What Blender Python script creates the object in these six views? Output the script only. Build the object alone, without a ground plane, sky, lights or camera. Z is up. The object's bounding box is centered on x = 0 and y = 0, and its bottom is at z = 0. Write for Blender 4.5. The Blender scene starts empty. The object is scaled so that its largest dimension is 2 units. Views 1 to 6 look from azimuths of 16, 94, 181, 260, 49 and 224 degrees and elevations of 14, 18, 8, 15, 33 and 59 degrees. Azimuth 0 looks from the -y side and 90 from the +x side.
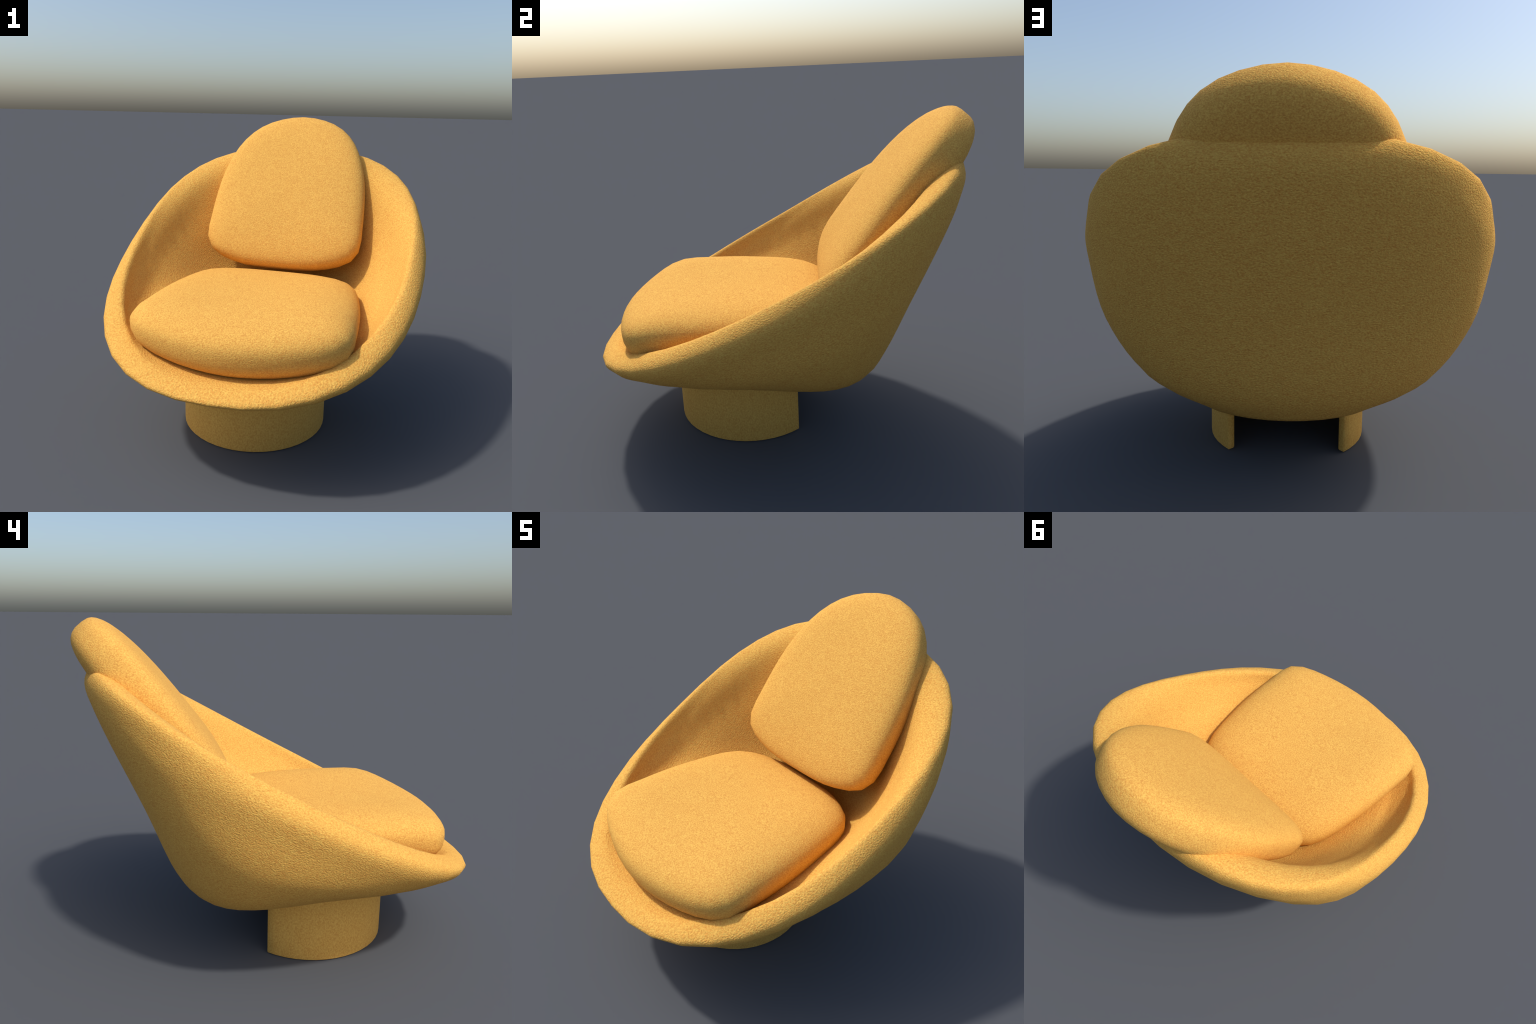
"""Swivel-tub lounge chair: a tilted egg-shaped upholstered bowl on an open
ring plinth, with two loose pillow cushions (seat and back)."""
import bpy, math
from mathutils import Vector
from mathutils.bvhtree import BVHTree

# ------------------------------------------------------------------ materials
def fabric(name, light, dark, grain, bump, bump_scale, tilt, stretch):
    """Wool-like upholstery: two-tone flecks, soft blotches and a felted bump."""
    m = bpy.data.materials.new(name)
    m.use_nodes = True
    nt = m.node_tree
    N, L = nt.nodes, nt.links
    bsdf = N["Principled BSDF"]
    bsdf.inputs["Roughness"].default_value = 0.95
    bsdf.inputs["Specular IOR Level"].default_value = 0.12
    tc = N.new("ShaderNodeTexCoord")
    turn = N.new("ShaderNodeMapping")          # lay the weave along the tilted hoops
    turn.inputs["Rotation"].default_value = (tilt, 0, 0)
    L.new(tc.outputs["Object"], turn.inputs["Vector"])
    mp = N.new("ShaderNodeMapping")
    mp.inputs["Scale"].default_value = (1, 1, stretch)
    L.new(turn.outputs["Vector"], mp.inputs["Vector"])

    def noise(scale, detail, rough):
        n = N.new("ShaderNodeTexNoise")
        n.inputs["Scale"].default_value = scale
        n.inputs["Detail"].default_value = detail
        n.inputs["Roughness"].default_value = rough
        L.new(mp.outputs["Vector"], n.inputs["Vector"])
        return n

    fleck = noise(grain, 3, 0.6)
    blotch = noise(grain * 0.16, 3, 0.55)
    add = N.new("ShaderNodeMath"); add.operation = "MULTIPLY_ADD"
    L.new(blotch.outputs["Fac"], add.inputs[0])
    add.inputs[1].default_value = 0.12
    L.new(fleck.outputs["Fac"], add.inputs[2])
    ramp = N.new("ShaderNodeValToRGB")
    ramp.color_ramp.elements[0].position = 0.40
    ramp.color_ramp.elements[0].color = (*dark, 1)
    ramp.color_ramp.elements[1].position = 0.72
    ramp.color_ramp.elements[1].color = (*light, 1)
    L.new(add.outputs[0], ramp.inputs["Fac"])
    L.new(ramp.outputs["Color"], bsdf.inputs["Base Color"])

    fibre = noise(bump_scale, 3, 0.6)
    b = N.new("ShaderNodeBump")
    b.inputs["Strength"].default_value = 1.0
    b.inputs["Distance"].default_value = bump
    L.new(fibre.outputs["Fac"], b.inputs["Height"])
    L.new(b.outputs["Normal"], bsdf.inputs["Normal"])
    return m

LIGHT = (0.805, 0.488, 0.110)
DARK = (0.665, 0.307, 0.062)
shell_mat = fabric("shell_wool", LIGHT, DARK, 118, 0.0058, 108, -0.45, 1.8)
cushion_mat = fabric("cushion_wool", (0.805, 0.478, 0.108), (0.63, 0.290, 0.060), 145, 0.003, 140, 0.0, 1.3)
base_mat = fabric("base_wool", (0.82, 0.49, 0.115), (0.68, 0.33, 0.070), 150, 0.001, 200, 0.0, 0.7)

# ------------------------------------------------------------------ helpers
def add_mesh(name, verts, faces, mat, parent, smooth_angle=None):
    me = bpy.data.meshes.new(name)
    me.from_pydata(verts, [], faces)
    me.validate()
    me.polygons.foreach_set("use_smooth", [True] * len(me.polygons))
    if smooth_angle:
        me.set_sharp_from_angle(angle=smooth_angle)
    me.materials.append(mat)
    ob = bpy.data.objects.new(name, me)
    bpy.context.collection.objects.link(ob)
    ob.parent = parent
    return ob

def catmull(rows, steps):
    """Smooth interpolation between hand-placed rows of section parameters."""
    out, n = [], len(rows)
    for k in range(n - 1):
        a, b, c, d = rows[max(k-1, 0)], rows[k], rows[k+1], rows[min(k+2, n-1)]
        for i in range(steps):
            t = i / steps
            out.append([.5*(2*q + (r-p)*t + (2*p-5*q+4*r-s)*t*t + (3*q-p-3*r+s)*t**3)
                        for p, q, r, s in zip(a, b, c, d)])
    out.append(list(rows[-1]))
    return out

def spow(v, e):
    return math.copysign(abs(v) ** e, v)

root = bpy.data.objects.new("lounge_chair", None)
bpy.context.collection.objects.link(root)
root["label"] = "mustard yellow wool tub lounge chair with two loose cushions"
root["category"] = "armchair"

# ------------------------------------------------------------------ shell
# Each row is one tilted hoop of the bowl:
# front y, front z, back y, back z, half width, squareness at front, at back, egg skew, side lift, lift falloff
OUTSIDE = [
    (-0.937, 0.496, 0.880, 1.485, 0.806, 2.25, 2.56, 0.096, -0.036, 1.0),   # crest of the rim
    (-1.000, 0.457, 0.937, 1.403, 0.880, 2.37, 2.20, 0.078, -0.042, 1.0),   # widest hoop
    (-0.900, 0.408, 0.878, 1.225, 0.870, 2.45, 2.24, 0.082, -0.028, 1.0),
    (-0.700, 0.358, 0.708, 0.846, 0.803, 2.20, 2.28, 0.144, 0.004, 1.0),
    (-0.444, 0.336, 0.558, 0.470, 0.629, 2.04, 2.18, 0.235, 0.042, 1.0),
    (-0.151, 0.257, 0.420, 0.306, 0.385, 1.90, 2.06, 0.330, 0.055, 1.0),    # underside
]
INSIDE = [                                                             # bowl floor up to the rim
    (-0.270, 0.460, 0.330, 0.530, 0.330, 2.10, 2.30, -0.02, 0.020, 1.7),
    (-0.590, 0.493, 0.535, 0.690, 0.575, 2.20, 2.50, -0.10, 0.075, 1.5),
    (-0.750, 0.503, 0.663, 1.115, 0.678, 2.25, 2.40, 0.04, -0.060, 1.2),
    (-0.862, 0.505, 0.774, 1.406, 0.753, 2.28, 2.27, 0.07, -0.090, 1.5),
]
SEG = 40

def hoop(row, phis, t=1.0):
    yf, zf, yb, zb, a, qf, qb, e, c, sag = row
    pts = []
    for ph in phis:
        q = qb if math.cos(ph) > 0 else qf
        s = spow(math.cos(ph), 2/q)
        w = spow(math.sin(ph), 2/q) * (1 + e*s)
        pts.append((t*a*w, (yf+yb)/2 + t*s*(yb-yf)/2,
                    (zf+zb)/2 + t*s*(zb-zf)/2 + t*t*c*max(1-s*s, 0)**sag*(1-(sag-1)*s)))
    return pts

def even_angles(row, count):
    """Angles that divide a hoop into edges of equal length."""
    fine = 4000
    ph = [2*math.pi*i/fine for i in range(fine+1)]
    p = hoop(row, ph)
    acc = [0.0]
    for i in range(fine):
        acc.append(acc[-1] + math.dist(p[i], p[i+1]))
    out, j = [], 0
    for k in range(count):
        target = acc[-1]*k/count
        while acc[j+1] < target:
            j += 1
        f = (target-acc[j])/(acc[j+1]-acc[j])
        out.append(ph[j] + f*(ph[j+1]-ph[j]))
    return out

def build_shell():
    phis = even_angles(OUTSIDE[1], SEG)
    verts, faces = [], []
    rings = []
    def add(pts):
        rings.append(list(range(len(verts), len(verts)+len(pts))))
        verts.extend(pts)
    rows = catmull(INSIDE + OUTSIDE, 5)
    # bowl floor, inside wall, rolled crest, outside wall, underside
    for t in (0.3, 0.65):
        add(hoop(rows[0], phis, t))
    for row in rows:
        add(hoop(row, phis))
    for t in (0.7, 0.35):
        add(hoop(rows[-1], phis, t))
    for r0, r1 in zip(rings, rings[1:]):
        for i in range(SEG):
            j = (i+1) % SEG
            faces.append((r0[i], r0[j], r1[j], r1[i]))
    for ring, row, flip in ((rings[0], rows[0], True), (rings[-1], rows[-1], False)):
        c = len(verts)
        verts.append((0, (row[0]+row[2])/2, (row[1]+row[3])/2))
        for i in range(SEG):
            j = (i+1) % SEG
            faces.append((c, ring[j], ring[i]) if flip else (c, ring[i], ring[j]))
    return verts, faces

sv, sf = build_shell()
shell = add_mesh("shell", sv, sf, shell_mat, root)

# ------------------------------------------------------------------ cushions
def closed_spline(half, steps):
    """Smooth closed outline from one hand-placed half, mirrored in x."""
    pts = list(half) + [(-u, v) for u, v in reversed(half[1:-1])]
    n, out = len(pts), []
    for k in range(n):
        a, b, c, d = pts[k-1], pts[k], pts[(k+1) % n], pts[(k+2) % n]
        for i in range(steps):
            t = i / steps
            out.append(tuple(.5*(2*q + (r-p)*t + (2*p-5*q+4*r-s)*t*t + (3*q-p-3*r+s)*t**3)
                             for p, q, r, s in zip(a, b, c, d)))
    return out

def cushion(name, centre, tilt, half_outline, top, bottom, bend_long, bend_cross, curl, crown, lean):
    """Pillow: spline outline, domed on both sides, gently bent both ways.
    top / bottom = (thickness, flatness, edge bluntness)."""
    seg = 46
    x, y, z = centre
    fine = closed_spline(half_outline, 60)
    fine.append(fine[0])
    acc = [0.0]
    for p, q in zip(fine, fine[1:]):
        acc.append(acc[-1] + math.dist(p, q))
    ring2d, j = [], 0
    for k in range(seg):
        target = acc[-1]*k/seg
        while acc[j+1] < target:
            j += 1
        ring2d.append(fine[j])
    ct, st = math.cos(tilt), math.sin(tilt)
    def place(u, v, h):
        w = h + bend_long*v*v + bend_cross*u*u + curl*v**3
        return (x+u, y + v*ct - w*st, z + v*st + w*ct)
    def puff(t, v):                       # soft swelling of the face, leaning to one end
        return crown * (1-t*t)**2 * max(1 - lean*v, 0)
    levels = 14
    ts = [1-(i/levels)**2 for i in range(levels)]      # edge -> centre
    verts, faces, rings = [], [], []
    def add(t, side, sign):
        thick, flat, blunt = side
        h = sign * thick * max(1-t**flat, 0)**(1/blunt)
        rings.append(list(range(len(verts), len(verts)+seg)))
        verts.extend(place(u*t, v*t, h + (puff(t, v*t) if sign > 0 else 0)) for u, v in ring2d)
    for t in reversed(ts[1:]):
        add(t, top, 1)
    add(1.0, top, 0)
    for t in ts[1:]:
        add(t, bottom, -1)
    for r0, r1 in zip(rings, rings[1:]):
        for i in range(seg):
            k = (i+1) % seg
            faces.append((r0[i], r0[k], r1[k], r1[i]))
    for ring, h, flip in ((rings[0], top[0]+crown, True), (rings[-1], -bottom[0], False)):
        c = len(verts)
        verts.append(place(0, 0, h))
        for i in range(seg):
            k = (i+1) % seg
            faces.append((c, ring[k], ring[i]) if flip else (c, ring[i], ring[k]))
    return add_mesh(name, verts, faces, cushion_mat, root)

cushion("back_cushion", (0.008, 0.581, 1.239), 0.938,
        [(0.0, -0.572), (0.28, -0.552), (0.469, -0.459), (0.491, -0.226),
         (0.465, 0.079), (0.378, 0.333), (0.227, 0.496), (0.0, 0.562)],
        (0.102, 5.275, 2.94), (0.150, 5.06, 2.95), -0.047, 0.106, -0.1, 0.018, 2.4)
cushion("seat_cushion", (0.021, -0.295, 0.648), 0.016,
        [(0.0, -0.583), (0.317, -0.532), (0.543, -0.409), (0.566, -0.181),
         (0.543, 0.145), (0.468, 0.458), (0.269, 0.600), (0.0, 0.640)],
        (0.131, 4.78, 2.16), (0.162, 5.5, 2.5), -0.022, 0.128, 0.0, 0.009, -1.5)

# ------------------------------------------------------------------ base
def build_base():
    """Upright ring wall, open by a quarter turn at the back, edges eased."""
    cy, r_out, r_in, ease, oval = -0.202, 0.400, 0.360, 0.006, 1.02
    half_open = math.radians(44.8)
    seg = 36
    tree = BVHTree.FromPolygons([Vector(v) for v in sv], sf)
    def roof(x, y):
        hit = tree.ray_cast(Vector((x, y, 0.01)), Vector((0, 0, 1)))
        return (hit[0].z if hit[0] else 0.3) + 0.012
    verts, faces, rings = [], [], []
    stations = [(0.0, ease)]
    stations += [(i/seg, 0.0) for i in range(seg+1)]
    stations += [(1.0, ease)]
    a0, a1 = half_open, 2*math.pi-half_open
    da = ease / r_out
    for n, (t, inset) in enumerate(stations):
        a = a0 + (a1-a0)*t
        if n == 1: a += da
        if n == len(stations)-2: a -= da
        sx, sy = math.sin(a), math.cos(a)
        ro, ri = r_out-inset, r_in+inset
        sect = [(ro, None), (ro, ease+inset*.3), (ro-ease, inset), (ri+ease, inset),
                (ri, ease+inset*.3), (ri, None)]
        ring = []
        for r, zz in sect:
            px, py = r*sx, cy + r*sy*oval
            ring.append(len(verts))
            verts.append((px, py, roof(px, py) if zz is None else zz))
        rings.append(ring)
    k = len(rings[0])
    for r0, r1 in zip(rings, rings[1:]):
        for i in range(k):
            j = (i+1) % k
            faces.append((r0[j], r0[i], r1[i], r1[j]))
    faces.append(tuple(rings[0]))
    faces.append(tuple(reversed(rings[-1])))
    return verts, faces

bv, bf = build_base()
base = add_mesh("base", bv, bf, base_mat, root, math.radians(50))

# make every closed surface face outwards
import bmesh
for ob in root.children:
    bm = bmesh.new(); bm.from_mesh(ob.data)
    bmesh.ops.recalc_face_normals(bm, faces=bm.faces)
    bm.to_mesh(ob.data); bm.free()
